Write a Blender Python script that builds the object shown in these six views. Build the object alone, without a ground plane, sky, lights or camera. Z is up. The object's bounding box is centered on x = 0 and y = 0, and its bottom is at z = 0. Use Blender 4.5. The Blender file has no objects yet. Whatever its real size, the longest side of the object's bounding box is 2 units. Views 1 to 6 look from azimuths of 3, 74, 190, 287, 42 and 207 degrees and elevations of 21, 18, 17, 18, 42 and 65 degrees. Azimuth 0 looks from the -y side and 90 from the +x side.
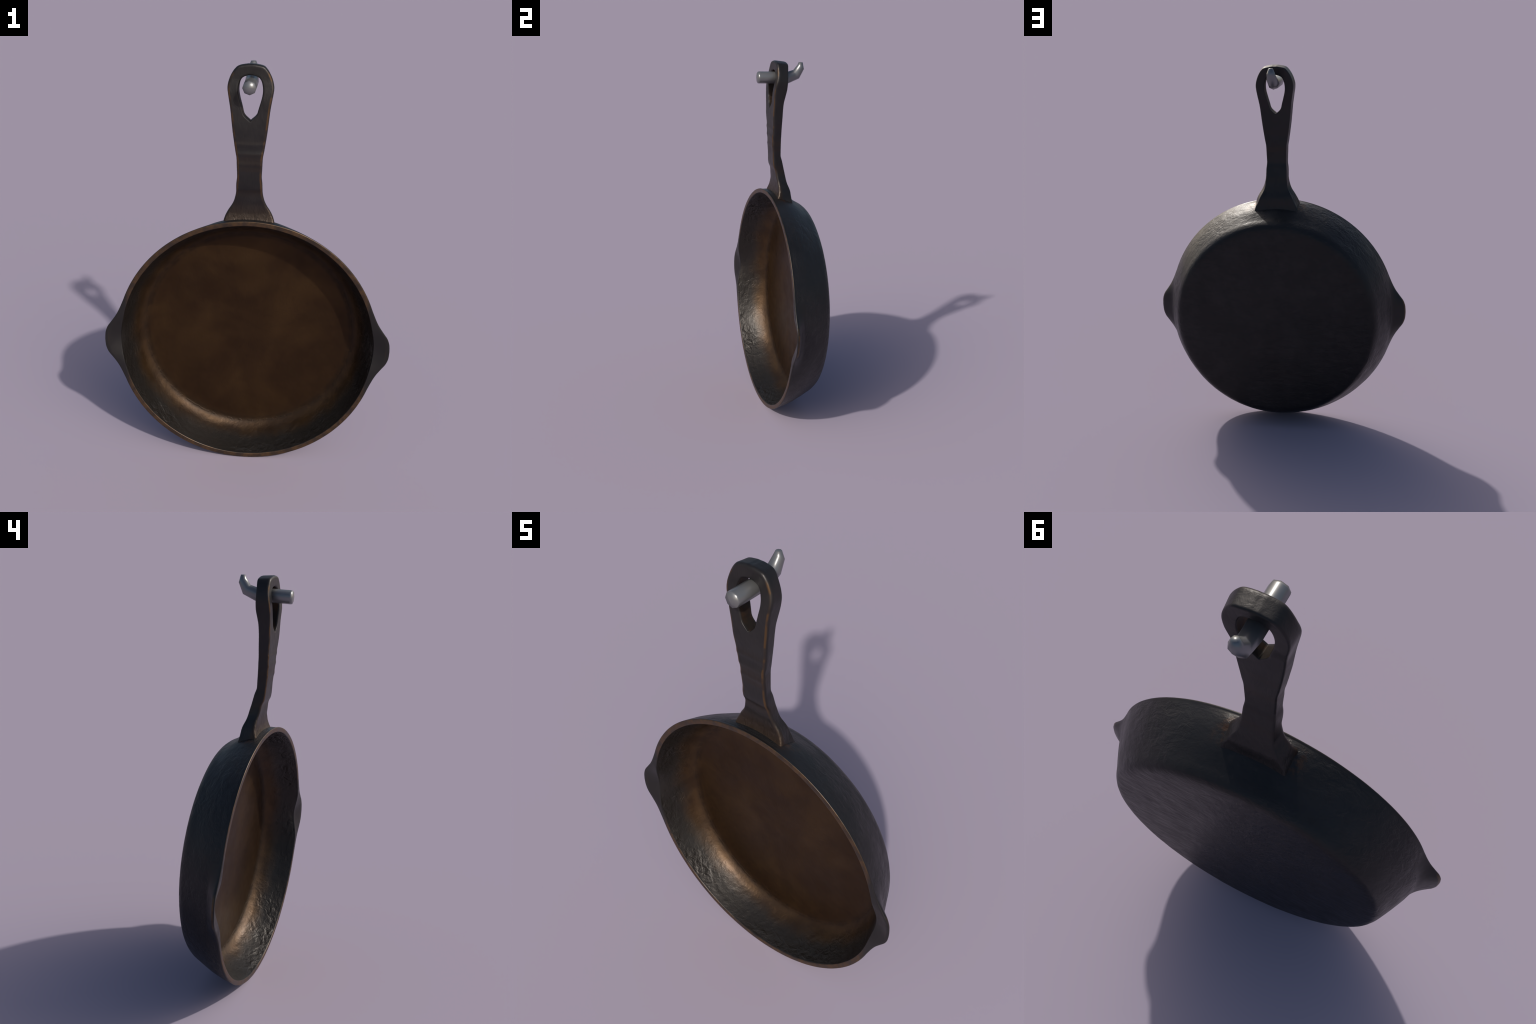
"""Cast iron skillet with two pouring lips, hanging by its eyelet on a bent steel peg.
Frame: metres, z up, the opening of the pan faces -y, the handle points up (+z)."""
import math
import bpy
import numpy as np
from mathutils import noise, Vector

CZ = 0.640            # height of the bowl axis (the axis runs along y)
R_RIM = 0.639         # outer radius of the rim


# ------------------------------------------------------------------ helpers
def smooth_interp(x, xs, ys):
    """Monotone cubic (Fritsch-Carlson) interpolation through control points."""
    x, xs, ys = np.asarray(x, float), np.asarray(xs, float), np.asarray(ys, float)
    h, d = np.diff(xs), np.diff(ys) / np.diff(xs)
    m = np.zeros_like(ys)
    m[0], m[-1] = d[0], d[-1]
    for i in range(1, len(xs) - 1):
        if d[i - 1] * d[i] > 0:
            w1, w2 = 2 * h[i] + h[i - 1], h[i] + 2 * h[i - 1]
            m[i] = (w1 + w2) / (w1 / d[i - 1] + w2 / d[i])
    x = np.clip(x, xs[0], xs[-1])
    i = np.clip(np.searchsorted(xs, x) - 1, 0, len(xs) - 2)
    t = (x - xs[i]) / h[i]
    return ((1 + 2 * t) * (1 - t) ** 2 * ys[i] + t * (1 - t) ** 2 * h[i] * m[i]
            + t * t * (3 - 2 * t) * ys[i + 1] + t * t * (t - 1) * h[i] * m[i + 1])


def catmull(points, per):
    """Catmull-Rom curve through 2D or 3D control points, `per` steps a span."""
    p = np.asarray(points, float)
    p = np.vstack([2 * p[0] - p[1], p, 2 * p[-1] - p[-2]])
    out = []
    for i in range(1, len(p) - 2):
        a, b, c, d = p[i - 1:i + 3]
        for t in np.linspace(0, 1, per, endpoint=False):
            out.append(0.5 * (2 * b + (c - a) * t + (2 * a - 5 * b + 4 * c - d) * t ** 2
                              + (3 * b - a - 3 * c + d) * t ** 3))
    out.append(p[-2])
    return np.array(out)


def make_object(name, verts, faces, material, parent=None):
    mesh = bpy.data.meshes.new(name)
    mesh.from_pydata([tuple(v) for v in verts], [], faces)
    mesh.validate()
    mesh.polygons.foreach_set("use_smooth", [True] * len(mesh.polygons))
    mesh.materials.append(material)
    ob = bpy.data.objects.new(name, mesh)
    bpy.context.scene.collection.objects.link(ob)
    ob.parent = parent
    return ob


# ------------------------------------------------------------------ node helpers
class Nodes:
    """Small wrapper that chains shader nodes with plain expressions."""

    def __init__(self, name):
        self.mat = bpy.data.materials.new(name)
        self.mat.use_nodes = True
        self.t = self.mat.node_tree
        self.bsdf = self.t.nodes["Principled BSDF"]
        self.co = self.add("ShaderNodeTexCoord").outputs["Object"]
        sep = self.add("ShaderNodeSeparateXYZ")
        self.link(self.co, sep.inputs[0])
        self.x, self.y, self.z = sep.outputs

    def add(self, kind, **props):
        n = self.t.nodes.new(kind)
        for k, v in props.items():
            setattr(n, k, v)
        return n

    def link(self, a, socket):
        if hasattr(a, "is_linked"):
            self.t.links.new(a, socket)
        else:
            socket.default_value = a

    def math(self, op, a, b=0.0, c=0.0, clamp=False):
        n = self.add("ShaderNodeMath", operation=op, use_clamp=clamp)
        for s, v in zip(n.inputs, (a, b, c)):
            self.link(v, s)
        return n.outputs[0]

    def add_(self, a, b): return self.math("ADD", a, b)
    def sub(self, a, b): return self.math("SUBTRACT", a, b)
    def mul(self, a, b): return self.math("MULTIPLY", a, b)
    def absolute(self, a): return self.math("ABSOLUTE", a)

    def step(self, v, lo, hi, out0=0.0, out1=1.0):
        n = self.add("ShaderNodeMapRange", interpolation_type="SMOOTHSTEP")
        for key, val in (("Value", v), ("From Min", lo), ("From Max", hi), ("To Min", out0), ("To Max", out1)):
            self.link(val, n.inputs[key])
        return n.outputs[0]

    def scaled(self, scale, vec=None):
        n = self.add("ShaderNodeMapping")
        self.link(self.co if vec is None else vec, n.inputs["Vector"])
        n.inputs["Scale"].default_value = scale
        return n.outputs[0]

    def noise(self, scale, detail=4.0, rough=0.55, distort=0.0, vec=None):
        n = self.add("ShaderNodeTexNoise")
        self.link(self.co if vec is None else vec, n.inputs["Vector"])
        n.inputs["Scale"].default_value = scale
        n.inputs["Detail"].default_value = detail
        n.inputs["Roughness"].default_value = rough
        n.inputs["Distortion"].default_value = distort
        return n.outputs[0]

    def mix(self, fac, a, b):
        n = self.add("ShaderNodeMix", data_type="RGBA")
        self.link(fac, n.inputs["Factor"])
        for key, v in ((6, a), (7, b)):
            self.link(v if hasattr(v, "is_linked") else (*v, 1.0), n.inputs[key])
        return n.outputs[2]

    def bump(self, height, strength, distance, normal=None):
        n = self.add("ShaderNodeBump")
        self.link(height, n.inputs["Height"])
        self.link(strength, n.inputs["Strength"])
        n.inputs["Distance"].default_value = distance
        if normal is not None:
            self.link(normal, n.inputs["Normal"])
        return n.outputs[0]

    def along_z(self, fn, top):
        """A float curve over z = 1.2 .. 2.0 m of a profile function with values 0 .. top."""
        n = self.add("ShaderNodeFloatCurve")
        curve = n.mapping.curves[0]
        zs = np.linspace(1.2, 2.0, 33)
        pts = [((float(v) - 1.2) / 0.8, fn(float(v)) / top) for v in zs]
        curve.points[0].location, curve.points[1].location = pts[0], pts[-1]
        for p in pts[1:-1]:
            curve.points.new(*p)
        n.mapping.update()
        self.link(self.mul(self.sub(self.z, 1.2), 1.25), n.inputs["Value"])
        return self.mul(n.outputs[0], top)

    def radius(self):
        dz = self.sub(self.z, CZ)
        return self.math("SQRT", self.add_(self.mul(self.x, self.x), self.mul(dz, dz)))

    def polar(self, r_scale=1.0, a_scale=1.0):
        """Coordinates (angle, radius, y) for streaks that run round the axis."""
        ang = self.math("ARCTAN2", self.sub(self.z, CZ), self.x)
        n = self.add("ShaderNodeCombineXYZ")
        self.link(self.mul(ang, a_scale), n.inputs[0])
        self.link(self.mul(self.radius(), r_scale), n.inputs[1])
        self.link(self.mul(self.y, r_scale), n.inputs[2])
        return n.outputs[0]

    def finish(self, color, rough, normal=None, metallic=0.0, spec=0.5):
        self.link(color if hasattr(color, "is_linked") else (*color, 1.0), self.bsdf.inputs["Base Color"])
        self.link(rough, self.bsdf.inputs["Roughness"])
        self.link(metallic, self.bsdf.inputs["Metallic"])
        self.link(spec, self.bsdf.inputs["Specular IOR Level"])
        if normal is not None:
            self.link(normal, self.bsdf.inputs["Normal"])
        return self.mat


METAL = 0.55
BLACK = (0.0215, 0.0186, 0.0166)
BROWN = (0.0480, 0.0256, 0.0096)
BROWN_DARK = (0.0300, 0.0152, 0.0064)
BROWN_LIGHT = (0.0560, 0.0300, 0.0122)
WORN = (0.085, 0.050, 0.021)
RUST = (0.110, 0.044, 0.014)


def seasoned_inside():
    """Inside of the bowl: brown floor, dark wavy wall."""
    n = Nodes("seasoned_brown_inside")
    r = n.radius()
    cloud = n.noise(3.2, 3.0, 0.5, 0.4)
    mid = n.noise(11.0, 4.0, 0.6)
    fine = n.noise(120.0, 3.0, 0.6)
    brown = n.mix(n.step(cloud, 0.36, 0.66), BROWN_DARK, BROWN)
    brown = n.mix(n.mul(n.step(mid, 0.42, 0.80), 0.35), brown, BROWN_LIGHT)
    brown = n.mix(n.mul(n.step(fine, 0.50, 0.72), 0.35), brown, BROWN_DARK)
    # ambient occlusion painted as a broken dark ring where floor meets wall
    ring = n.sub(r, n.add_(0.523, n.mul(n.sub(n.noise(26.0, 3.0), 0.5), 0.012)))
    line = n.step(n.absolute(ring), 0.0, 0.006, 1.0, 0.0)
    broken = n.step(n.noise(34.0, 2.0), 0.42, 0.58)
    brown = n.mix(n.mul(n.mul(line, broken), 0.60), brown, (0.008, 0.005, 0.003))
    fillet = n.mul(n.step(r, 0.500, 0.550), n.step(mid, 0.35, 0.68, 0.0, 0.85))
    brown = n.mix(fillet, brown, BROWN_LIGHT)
    # colour darkened along the bend to mute its highlight
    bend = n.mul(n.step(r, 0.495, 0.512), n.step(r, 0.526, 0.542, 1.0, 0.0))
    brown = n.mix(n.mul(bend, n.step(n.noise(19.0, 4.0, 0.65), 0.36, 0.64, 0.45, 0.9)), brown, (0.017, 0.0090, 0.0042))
    # the wall turns black towards the rim
    edge = n.add_(n.y, n.mul(n.sub(n.noise(7.0, 4.0, 0.6), 0.5), 0.085))
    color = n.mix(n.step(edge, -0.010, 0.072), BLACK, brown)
    wallness = n.step(n.y, 0.015, 0.085, 1.0, 0.0)
    patch = n.step(n.noise(4.5, 2.0), 0.40, 0.62, 0.12, 1.0)
    waves = n.noise(21.0, 3.0, 0.52, 0.45, n.polar(1.7, 0.82))
    grain = n.noise(150.0, 3.0, 0.6)
    nor = n.bump(waves, n.add_(n.mul(n.mul(wallness, patch), 0.72), 0.05), 0.012)
    nor = n.bump(n.mul(line, broken), 0.25, 0.003, nor)
    nor = n.bump(n.noise(48.0, 4.0, 0.6), n.mul(n.step(r, 0.508, 0.522), 0.26), 0.005, nor)
    nor = n.bump(grain, 0.10, 0.002, nor)
    rough = n.step(n.noise(9.0, 4.0), 0.3, 0.7, 0.36, 0.47)
    rough = n.add_(rough, n.mul(n.step(r, 0.49, 0.53), n.step(n.y, 0.055, 0.075, 0.0, 0.07)))
    spec = n.step(n.y, 0.085, 0.100, 0.5, 0.26)
    metal = n.mul(n.step(edge, 0.02, 0.07, METAL, 0.66), n.sub(1.0, n.mul(bend, 0.3)))
    spec = n.mul(spec, n.sub(1.0, n.mul(bend, 0.4)))
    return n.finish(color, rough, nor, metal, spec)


def cast_outside():
    """Outside of the bowl and base: near-black cast iron with fine wrinkles and streaks."""
    n = Nodes("cast_iron_outside")
    r = n.radius()
    cloud = n.noise(4.0, 4.0, 0.6)
    blot = n.noise(16.0, 5.0, 0.65)
    color = n.mix(n.step(cloud, 0.35, 0.65), (0.0185, 0.0175, 0.0178), (0.0255, 0.0240, 0.0246))
    color = n.mix(n.mul(n.step(blot, 0.5, 0.75), 0.5), color, (0.014, 0.0125, 0.0127))
    # rust where the handle foot meets the wall
    near = n.step(n.absolute(n.sub(n.absolute(n.x), 0.125)), 0.0, 0.055, 1.0, 0.0)
    near = n.mul(near, n.step(n.z, 1.19, 1.235))
    near = n.mul(near, n.step(n.absolute(n.sub(n.y, -0.01)), 0.015, 0.06, 1.0, 0.0))
    rust = n.mul(near, n.step(n.noise(38.0, 4.0, 0.65), 0.42, 0.62))
    color = n.mix(n.mul(rust, 0.42), color, RUST)
    is_base = n.step(n.y, 0.138, 0.150)
    color = n.mix(n.mul(is_base, 0.60), color, n.mix(n.step(n.noise(7.0, 5.0, 0.65), 0.42, 0.62), (0.0065, 0.0056, 0.0054), (0.0150, 0.0130, 0.0125)))
    wrinkle = n.noise(17.0, 5.0, 0.62, 0.35, n.polar(2.0, 0.8))
    patch = n.step(n.noise(3.5, 2.0), 0.36, 0.60, 0.30, 1.0)
    streak = n.noise(27.0, 6.0, 0.66, 0.4, n.scaled((0.50, 1.0, 1.2)))
    color = n.mix(n.mul(n.mul(is_base, n.step(streak, 0.44, 0.64)), 0.35), color, (0.0095, 0.0088, 0.0090))
    nor = n.bump(wrinkle, n.mul(patch, n.sub(0.80, n.mul(is_base, 0.45))), 0.010)
    nor = n.bump(streak, n.mul(is_base, 0.60), 0.007, nor)
    nor = n.bump(n.noise(170.0, 3.0, 0.6), 0.10, 0.002, nor)
    rough = n.sub(n.step(blot, 0.3, 0.7, 0.36, 0.47), n.mul(is_base, 0.03))
    return n.finish(color, rough, nor, METAL, n.add_(0.5, n.mul(is_base, 0.08)))


def worn_rim():
    """Rim and pouring lips: bare brown metal on the edge, dark at the lips."""
    n = Nodes("worn_brown_rim")
    r = n.radius()
    blot = n.noise(24.0, 4.0, 0.65)
    drag = n.noise(60.0, 3.0, 0.6, 0.2, n.scaled((1.0, 0.3, 1.0)))
    brown = n.mix(n.step(blot, 0.36, 0.62), (0.038, 0.0265, 0.0195), (0.082, 0.0460, 0.0215))
    brown = n.mix(n.mul(n.step(drag, 0.5, 0.68), 0.6), brown, (0.040, 0.028, 0.022))
    top = n.step(n.y, -0.0778, -0.0800)                     # only the very top is bare
    lip = n.step(n.add_(n.absolute(n.x), n.mul(n.sub(blot, 0.5), 0.05)), 0.565, 0.600, 1.0, 0.0)
    color = n.mix(n.mul(top, lip), (0.0215, 0.0200, 0.0200), brown)
    # a thin worn line on the outer edge of the lips
    edge = n.mul(n.step(n.math("ABSOLUTE", n.sub(n.y, -0.0735)), 0.003, 0.0065, 1.0, 0.0), n.step(n.absolute(n.x), 0.655, 0.672))
    color = n.mix(n.mul(n.mul(edge, n.step(r, 0.676, 0.684)), n.step(blot, 0.34, 0.55, 0.3, 0.9)), color, WORN)
    nor = n.bump(n.noise(40.0, 4.0, 0.6), 0.14, 0.004)
    nor = n.bump(n.noise(170.0, 2.0), 0.08, 0.002, nor)
    rough = n.step(blot, 0.3, 0.7, 0.34, 0.46)
    return n.finish(color, rough, nor, METAL)


def handle_iron():
    """Handle: dark iron, bare brown metal along the edges, brown rust at the foot and in the eyelet."""
    n = Nodes("handle_cast_iron")
    cloud = n.noise(9.0, 4.0, 0.6)
    color = n.mix(n.step(cloud, 0.35, 0.65), (0.0195, 0.0180, 0.0180), (0.0245, 0.0226, 0.0226))
    # transverse darker brown bands on the grip
    band = n.noise(10.0, 2.0, 0.5, 0.0, n.scaled((0.25, 0.2, 1.9)))
    gate = n.mul(n.step(n.z, 1.36, 1.42), n.step(n.z, 1.62, 1.68, 1.0, 0.0))
    color = n.mix(n.mul(n.mul(n.step(band, 0.48, 0.62), gate), 0.6), color, (0.0290, 0.0205, 0.0155))
    # brown foot, strongest against the rim
    foot = n.mul(n.step(n.z, 1.255, 1.40, 1.0, 0.0), n.step(n.y, -0.012, -0.03))
    color = n.mix(n.mul(foot, 0.75), color, (0.0400, 0.0235, 0.0135))
    # brown inside the eyelet
    behind = n.sub(n.y, n.sub(n.along_z(lambda v: front_y(v) + 0.1, 0.25), 0.1))
    before = n.sub(n.sub(n.along_z(lambda v: back_y(v) + 0.1, 0.25), 0.1), n.y)
    eye = n.mul(n.step(n.absolute(n.x), 0.0540, 0.0570, 1.0, 0.0), n.step(n.z, 1.740, 1.748))
    eye = n.mul(eye, n.mul(n.step(behind, 0.004, 0.010), n.step(before, 0.0025, 0.007)))
    eye = n.mul(eye, n.step(n.z, 1.950, 1.957, 1.0, 0.0))
    color = n.mix(n.mul(eye, 0.95), color, n.mix(n.step(n.noise(16.0, 3.0), 0.4, 0.6), (0.013, 0.0085, 0.0060), (0.036, 0.0180, 0.0075)))
    # bare brown line along the edges: inset from the outline |x| = half width(z)
    inset = n.sub(n.along_z(half_width, 0.25), n.absolute(n.x))
    worn = n.mul(n.step(inset, 0.0015, 0.0045), n.step(inset, 0.0085, 0.0125, 1.0, 0.0))
    worn = n.mul(worn, n.step(n.noise(9.0, 3.0, 0.5, 0.0, n.scaled((1.0, 1.0, 1.6))), 0.38, 0.55, 0.15, 1.0))
    worn = n.mul(worn, n.step(behind, 0.0075, 0.0115, 1.0, 0.0))
    worn = n.mul(worn, n.mul(n.step(n.z, 1.950, 1.975, 1.0, 0.0), n.step(n.z, 1.36, 1.45, 0.12, 1.0)))
    color = n.mix(n.mul(worn, 0.85), color, (0.090, 0.0480, 0.0185))
    streak = n.noise(40.0, 3.0, 0.6, 0.5, n.scaled((1.0, 1.0, 0.45)))
    low = n.step(n.z, 1.30, 1.40, 0.75, 0.26)
    nor = n.bump(streak, low, 0.006)
    nor = n.bump(n.noise(150.0, 3.0), 0.08, 0.002, nor)
    rough = n.add_(n.step(cloud, 0.3, 0.7, 0.36, 0.47), n.mul(eye, 0.25))
    return n.finish(color, rough, nor, METAL)


def peg_steel():
    n = Nodes("smooth_grey_steel")
    tone = n.mix(n.noise(14.0, 3.0), (0.170, 0.174, 0.178), (0.205, 0.209, 0.213))
    return n.finish(tone, 0.33, None, 0.6)


# ------------------------------------------------------------------ bowl
def spout_reach(s):
    """How far a pouring lip stands out beyond the rim circle, by arc distance from its middle."""
    return smooth_interp(np.abs(s), (0, .03, .06, .0925, .130, .160, .190, .225, 9.0),
                         (.0590, .0575, .0500, .0320, .0145, .0065, .0022, 0, 0))


def wall_radius(y):
    """Outer wall profile: radius by depth behind the rim."""
    return smooth_interp(y, (-.0785, -.040, .000, .0994, .124, .1375), (R_RIM, .6285, .6155, .5690, .556, .5455))


def boss(x, z, y):
    """Extra wall radius where the casting thickens under the foot of the handle."""
    x, z, y = np.asarray(x, float), np.asarray(z, float), np.asarray(y, float)
    across = smooth_interp(np.abs(x), (0, .115, .150, .195, .250, .300, 2.0), (1, 1, .72, .28, .05, 0, 0))
    along = smooth_interp(y, (-.0785, -.064, -.048, -.025, .010, .042, .075, .105, .2), (0, .22, .72, 1, 1, .9, .35, 0, 0))
    return .0092 * across * along * (z > CZ)


def build_bowl(parent, m_in, m_out, m_rim):
    SEG = 400
    # (y, r, region, lip weight, channel weight) from the centre of the floor over the rim to the centre of the base
    rows = []
    for r in (0.0, .03, .08, .14, .20, .26, .31, .345, .37):
        rows.append((.1012 - .0004 * (r / .40) ** 2, r, "in", 0, 0))
    inner = catmull([(.1008, .400), (.1003, .440), (.0990, .475), (.0967, .501), (.0932, .5180), (.0872, .5300), (.0790, .5402),
                     (.0690, .5500), (.0570, .5588), (.0420, .5672), (.0100, .5830), (-.025, .5972), (-.055, .6075), (-.0745, .6145)], 4)
    for y, r in inner:
        rows.append((y, r, "in", 0, max(0.0, (0.01 - y) / 0.085)))
    w = .0042
    for a in (25, 50, 75, 90):                       # inner edge of the rim
        a = math.radians(a)
        rows.append((-.0765 - w * math.sin(a), .6150 + w * (1 - math.cos(a)), "rim", .0, 1.0))
    for f in (.25, .5, .75):
        rows.append((-.0808, .6194 + f * (R_RIM - .6194 - .004), "rim", f, 1.0 - f * .95))
    for a in (0, 30, 60, 90):                        # outer edge of the rim
        a = math.radians(a)
        rows.append((-.0765 - .0042 * math.cos(a), R_RIM - .004 + .004 * math.sin(a), "rim", 1, 0))
    for y in (-.073, -.0695):
        rows.append((y, float(wall_radius(y)), "rim", 1.0, 0))
    for y in (-.066, -.061, -.056, -.050, -.044, -.038, -.032, -.026, -.018, -.008, .004, .018, .034, .050, .066, .080, .092, .102, .111, .119, .126, .132):
        k = max(0.0, min(1.0, (-.022 - y) / .0475))
        rows.append((y, float(wall_radius(y)), "out", k ** 1.15, 0))
    for y, r in catmull([(.1385, .5445), (.1435, .5380), (.1485, .5265), (.1513, .510), (.1530, .475)], 3):
        rows.append((y, r, "out" if y < .1475 else "base", 0, 0))
    for r in (.42, .36, .29, .22, .15, .09, .04, 0.0):
        rows.append((.1550 - .0010 * (r / .46) ** 2, r, "base", 0, 0))

    th = np.arange(SEG) * 2 * math.pi / SEG
    side = np.minimum(np.abs(th), np.abs(2 * math.pi - th))
    side = np.minimum(side, np.abs(th - math.pi))      # angle to the nearer lip
    s = side * R_RIM
    reach = spout_reach(s)
    channel = np.clip(1 - s / .140, 0, 1)
    channel = channel * channel * (3 - 2 * channel)
    verts, ring = [], []
    for (y, r, region, lip, chan) in rows:
        if r == 0.0:
            ring.append([len(verts)] * SEG)
            verts.append((0, y, CZ))
            continue
        ring.append(list(range(len(verts), len(verts) + SEG)))
        if region == "out":
            r = r + boss(r * np.cos(th), CZ + r * np.sin(th), y)
        rr = r + reach * lip + (channel * .006 * chan if region != "out" else 0)
        yy = np.full(SEG, y)
        if region == "rim":
            yy = yy + channel * .021 * chan - channel * .003 * lip
        elif region == "in" and chan > 0:
            yy = yy + channel * .021 * chan ** 2
        for a, q, v in zip(th, rr, yy):
            verts.append((q * math.cos(a), v, CZ + q * math.sin(a)))
    # gentle unevenness of a sand casting on the two wall faces
    verts = np.array(verts)
    for (y, r, region, lip, chan), ids in zip(rows, ring):
        amp = {"in": .0014, "out": .0009, "rim": .0006, "base": .0007}[region]
        if r < .3:
            amp *= r / .3
        for i in set(ids):
            v = verts[i]
            d = noise.noise(Vector(v) * 11.0) * .7 + noise.noise(Vector(v) * 27.0) * .5
            if region in ("in", "out") and r > .53:
                rad = np.array((v[0], 0, v[2] - CZ))
                verts[i] = v + rad / np.linalg.norm(rad) * d * amp
            elif region == "rim":
                verts[i, 1] += d * amp * .6
            else:
                verts[i, 1] += d * amp * .8
    faces, owner = [], []
    lip_half = .200 / R_RIM
    for j in range(len(rows) - 1):
        region = rows[j][2] if rows[j][2] == rows[j + 1][2] else ("rim" if "rim" in (rows[j][2], rows[j + 1][2]) else "base")
        for i in range(SEG):
            k = (i + 1) % SEG
            f = [ring[j][i], ring[j][k], ring[j + 1][k], ring[j + 1][i]]
            f = list(dict.fromkeys(f))
            a = (th[i] + math.pi / SEG)
            name = region
            if region == "rim" or (region == "out" and rows[j][0] < -.020):
                d_right = min(a, 2 * math.pi - a)
                if d_right < lip_half:
                    name = "lip_right"
                elif abs(a - math.pi) < lip_half:
                    name = "lip_left"
            faces.append(f)
            owner.append(name)
    # vertex normals of the whole body, shared by the pieces
    whole = bpy.data.meshes.new("whole")
    whole.from_pydata([tuple(v) for v in verts], [], faces)
    normals = np.zeros(len(verts) * 3)
    whole.vertices.foreach_get("normal", normals)
    normals = normals.reshape(-1, 3)
    flip = normals[ring[0][0]][1] > 0                  # the floor must look to -y
    bpy.data.meshes.remove(whole)
    if flip:
        faces = [f[::-1] for f in faces]
        normals = -normals
    kinds = {"in": ("cooking_surface", m_in), "rim": ("rim", m_rim), "out": ("side_wall", m_out), "base": ("base", m_out),
             "lip_right": ("pouring_lip", m_rim), "lip_left": ("pouring_lip", m_rim)}
    for key, (name, mat) in kinds.items():
        sel = [f for f, o in zip(faces, owner) if o == key]
        used = sorted({i for f in sel for i in f})
        new = {i: k for k, i in enumerate(used)}
        ob = make_object(name, verts[used], [[new[i] for i in f] for f in sel], mat, parent)
        ob.data.normals_split_custom_set_from_vertices([tuple(normals[i]) for i in used])


# ------------------------------------------------------------------ handle
HZ = (1.225, 1.240, 1.256, 1.272, 1.285, 1.300, 1.320, 1.348, 1.373, 1.412, 1.453, 1.489, 1.530, 1.577, 1.610, 1.697, 1.750)
HW = (.1245, .1235, .1218, .1185, .1143, .1078, .0970, .0795, .0695, .0620, .0606, .0572, .0585, .0605, .0660, .0785, .0845)
FZ = (1.225, 1.250, 1.268, 1.285, 1.310, 1.338, 1.375, 1.405, 1.412, 1.422, 1.432, 1.465, 1.495, 1.545, 1.600, 1.650, 1.726, 1.780, 1.840, 1.870, 1.905, 1.940, 2.003)
FY = (-.056, -.053, -.048, -.042, -.0375, -.0380, -.0445, -.0490, -.0510, -.0555, -.0600, -.0645, -.0660, -.0700, -.0735, -.0745, -.0790, -.0795, -.0795, -.0775, -.0725, -.0675, -.0655)
BZ = (1.225, 1.236, 1.246, 1.256, 1.268, 1.297, 1.340, 1.375, 1.430, 1.460, 1.493, 1.520, 1.600, 1.650, 1.726, 1.780, 1.820, 1.860, 1.905, 1.945, 1.985, 2.003)
BY = (.0450, .0420, .0395, .0374, .0356, .0325, .0185, .0100, -.0030, -.0105, -.0195, -.0203, -.0222, -.0240, -.0250, -.0225, -.0165, -.0105, -.0088, -.0070, -.0010, .0005)


# right half of the outline and of the eyelet, paired control points
OUTLINE = [(.0845, 1.750), (.0895, 1.797), (.0965, 1.842), (.1030, 1.882), (.1035, 1.905), (.0975, 1.931),
           (.0870, 1.956), (.0715, 1.979), (.0545, 1.9925), (.0185, 2.0000), (0, 2.0005)]
EYELET = [(0, 1.7465), (.0265, 1.7725), (.0365, 1.804), (.0495, 1.850), (.0540, 1.878), (.0530, 1.902),
          (.0480, 1.923), (.0400, 1.937), (.0300, 1.9445), (.0130, 1.9505), (0, 1.9515)]


def half_width(z):
    """Half width of the handle outline at a height."""
    if z <= HZ[-1]:
        return float(smooth_interp(z, HZ, HW))
    return float(smooth_interp(z, [p[1] for p in OUTLINE], [p[0] for p in OUTLINE]))


def front_y(z):
    ridges = sum(.0019 * math.exp(-((z - c) / .010) ** 2) for c in (1.640, 1.596, 1.548))
    return float(smooth_interp(z, FZ, FY)) - ridges


def back_y(z):
    return float(smooth_interp(z, BZ, BY))


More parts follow.
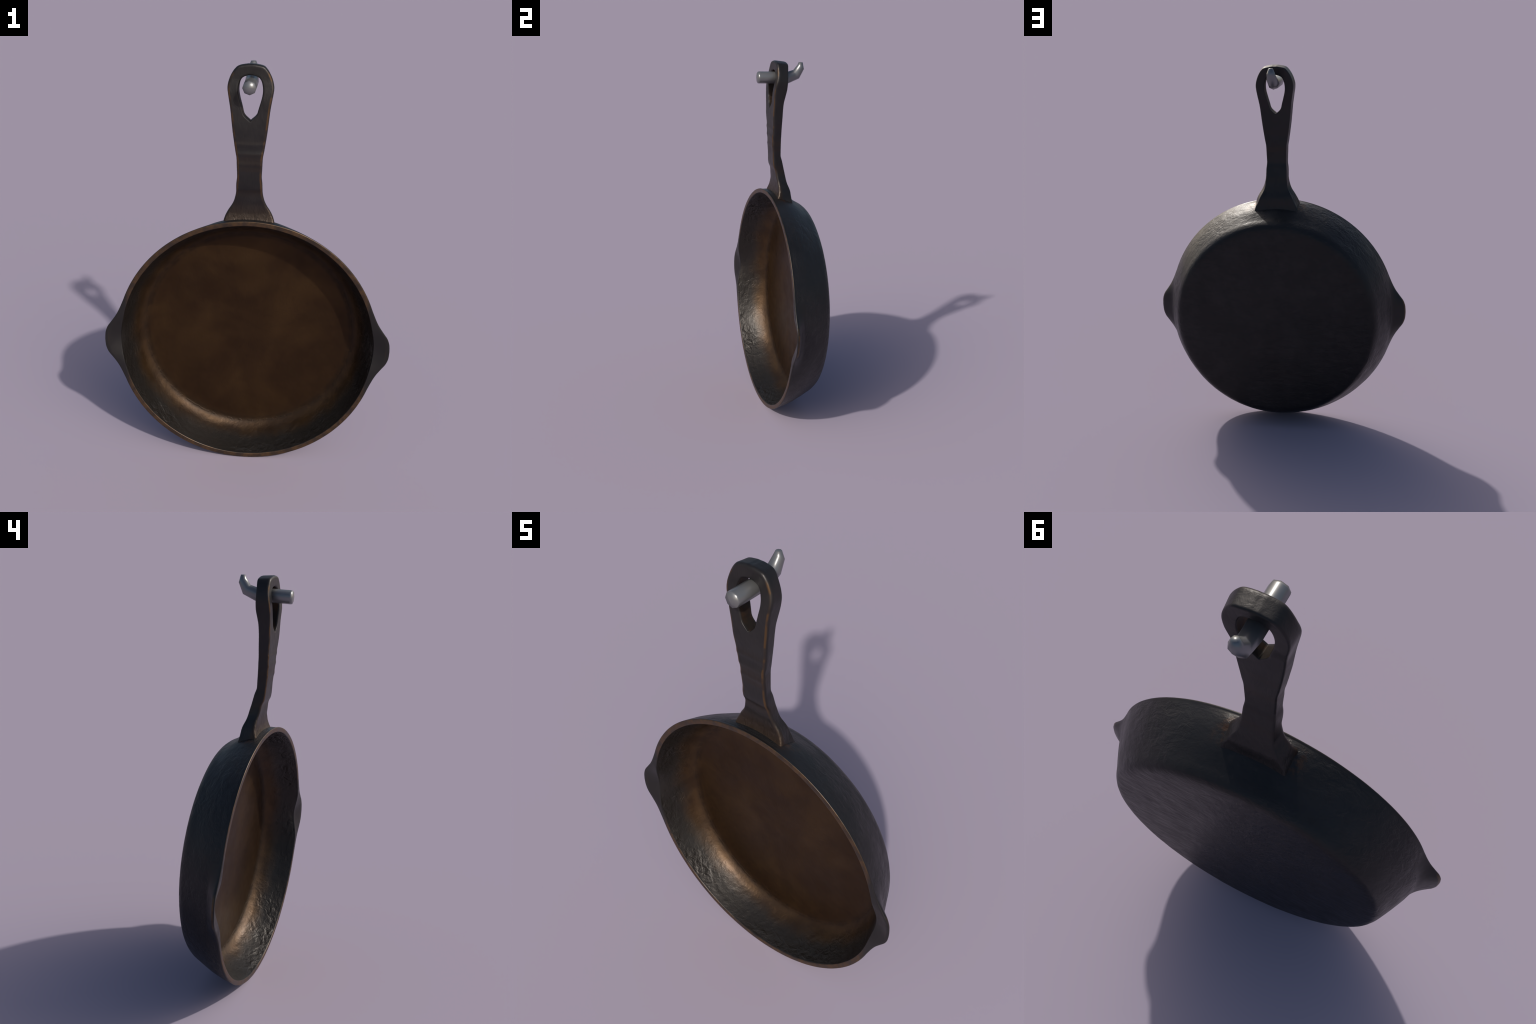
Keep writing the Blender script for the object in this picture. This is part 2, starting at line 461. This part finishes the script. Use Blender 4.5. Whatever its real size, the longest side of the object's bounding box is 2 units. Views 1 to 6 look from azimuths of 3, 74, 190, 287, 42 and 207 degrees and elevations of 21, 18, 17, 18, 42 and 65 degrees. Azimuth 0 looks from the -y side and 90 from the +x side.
def build_handle(parent, material):
    O, I = catmull(OUTLINE, 7), catmull(EYELET, 7)
    rows = []                                          # (O, I, eyelet rounding, foot weight)
    for z in np.concatenate([np.linspace(1.232, 1.40, 34, endpoint=False), np.linspace(1.40, 1.75, 64, endpoint=False)]):
        rows.append((np.array((half_width(z), z)), np.array((0.0, z)), 0.0))
    for k, (o, i) in enumerate(zip(O, I)):
        rows.append((o, i, .0075 * min(1.0, k / 9.0)))
    rows[-1] = (np.array((0, 2.0005)), np.array((0, 1.9515)), .0075)
    FACE, ARC, SIDE = 9, 6, 6
    a, b, br = .0105, .0115, .0075
    arc = np.linspace(0, math.pi / 2, ARC)
    eye = np.linspace(0, math.pi / 2, 5)

    def section(o, i, ri):
        """Points (x, y, z) round one cross-section from the outline o to the eyelet or middle line i."""
        e = i - o
        length = np.linalg.norm(e)
        e = e / length
        bi = float(smooth_interp(o[1], (1.23, 1.25, 1.285, 1.34, 1.40, 1.50), (.006, .009, .017, .014, .006, .005)))
        prof = [(a * (1 - math.cos(q)), 0, b * (1 - math.sin(q))) for q in arc]
        prof += [(a + f * (length - ri - a), 0, 0) for f in np.linspace(0, 1, FACE)[1:]]
        prof += [(length - ri + ri * math.sin(q), 0, ri * (1 - math.cos(q))) for q in eye[1:]]
        prof.append((length, .5, 0))
        prof += [(length - .6 * ri * (1 - math.sin(q)), 1, .6 * ri * (1 - math.cos(q))) for q in eye[:0:-1]]
        prof += [(bi + br + f * (length - .6 * ri - bi - br), 1, 0) for f in np.linspace(1, 0, FACE)]
        prof += [(bi + br * (1 - math.sin(q)), 1, br * (1 - math.cos(q))) for q in arc[1:]]
        line = []
        for w, face, off in prof:
            p = o + e * w
            yf, yb = front_y(p[1]), back_y(p[1])
            line.append((p[0], yf + off if face == 0 else yb - off if face == 1 else (yf + yb) / 2, p[1]))
        last, first = np.array(line[-1]), np.array(line[0])
        line += [tuple(last + (first - last) * f) for f in np.linspace(0, 1, SIDE + 2)[1:-1]]   # drafted flank
        return np.array(line)

    def level(z):
        return section(np.array((half_width(z), z)), np.array((0.0, z)), 0.0)

    # the foot follows the outer wall of the bowl: every column runs from z = 1.40 down to its own wall height
    FOOT = 34
    heights = np.linspace(1.215, 1.40, 120)
    stack = np.array([level(z) for z in heights])
    grid = []
    for j in range(FOOT):
        f = j / FOOT
        line = []
        for c in range(stack.shape[1]):
            col = stack[:, c]
            r = wall_radius(col[:, 1]) + boss(col[:, 0], 2.0, col[:, 1]) - .005
            wall = CZ + np.sqrt(r * r - col[:, 0] ** 2)
            above = np.nonzero(col[:, 2] > wall)[0]
            z0 = heights[above[0]] if len(above) else heights[-1]
            z = z0 + (1.40 - z0) * f
            line.append([np.interp(z, heights, col[:, k]) for k in range(3)])
        grid.append(line)
    for o, i, ri in rows[FOOT:]:
        grid.append(section(o, i, ri))
    grid = np.array(grid)
    n_col = grid.shape[1]
    n_face = ARC + (FACE - 1)                          # columns before the eyelet
    eye_lo, eye_hi = n_face - 1, n_face + 4 + 1 + 4
    low_rows = 98
    verts, faces = [], []
    for sx in (1, -1):
        base = len(verts)
        for j, line in enumerate(grid):
            for v in line:
                d = noise.noise(Vector((v[0] * sx, v[1], v[2])) * 15.0) * .0013
                verts.append((v[0] * sx, v[1] + d, v[2]))
        for j in range(len(grid) - 1):
            for c in range(n_col):
                if j < low_rows and eye_lo <= c < eye_hi:
                    continue                           # no eyelet wall below the eyelet
                k = (c + 1) % n_col
                f = [base + j * n_col + c, base + j * n_col + k, base + (j + 1) * n_col + k, base + (j + 1) * n_col + c]
                faces.append(f if sx > 0 else f[::-1])
    import bmesh
    mesh = bpy.data.meshes.new("handle")
    mesh.from_pydata(verts, [], faces)
    bm = bmesh.new()
    bm.from_mesh(mesh)
    bmesh.ops.remove_doubles(bm, verts=bm.verts, dist=2e-5)
    bmesh.ops.recalc_face_normals(bm, faces=bm.faces)
    bm.to_mesh(mesh)
    bm.free()
    mesh.polygons.foreach_set("use_smooth", [True] * len(mesh.polygons))
    mesh.materials.append(material)
    ob = bpy.data.objects.new("handle", mesh)
    bpy.context.scene.collection.objects.link(ob)
    ob.parent = parent
    return ob


# ------------------------------------------------------------------ peg
def build_peg(material):
    """Eight-sided bar, level through the eyelet, then bent upwards in two steps."""
    R, N = .0318, 8
    #        centre (x, y, z)           slope of the ring (deg)  radius factor
    rings = [((-.0005, -.1525, 1.9105), 0, .95), ((-.0005, -.1450, 1.9105), 0, 1.0),
             ((-.0005, -.0700, 1.9105), 0, 1.0), ((-.0010, .0130, 1.9095), 12, .98), ((-.0030, .0640, 1.9285), 37, .90),
             ((.0002, .0870, 1.9680), 57, .69), ((.0006, .0855, 1.9930), 88, .37)]
    verts, faces = [(-.0005, -.1550, 1.9105)], []
    for (c, slope, f) in rings:
        a = math.radians(slope)
        up = np.array((0, -math.sin(a), math.cos(a)))
        for k in range(N):
            t = 2 * math.pi * (k + .06) / N
            verts.append(tuple(np.array(c) + R * f * (math.cos(t) * np.array((1, 0, 0)) + math.sin(t) * up)))
    for k in range(N):
        faces.append((0, 1 + k, 1 + (k + 1) % N))
        for j in range(len(rings) - 1):
            a, b = 1 + j * N, 1 + (j + 1) * N
            faces.append((a + k, b + k, b + (k + 1) % N, a + (k + 1) % N))
    verts.append((.0006, .0855, 1.9940))
    last = 1 + (len(rings) - 1) * N
    for k in range(N):
        faces.append((last + k, len(verts) - 1, last + (k + 1) % N))
    ob = make_object("bent_peg", verts, faces, material)
    ob["label"] = "short grey steel peg with an upturned end"
    ob["category"] = "wall peg"
    return ob


# ------------------------------------------------------------------ assemble
skillet = bpy.data.objects.new("cast_iron_skillet", None)
bpy.context.scene.collection.objects.link(skillet)
skillet["label"] = "dark cast iron skillet, brown inside, two pouring lips, eyelet handle"
skillet["category"] = "frying pan"
build_bowl(skillet, seasoned_inside(), cast_outside(), worn_rim())
build_handle(skillet, handle_iron())
build_peg(peg_steel())
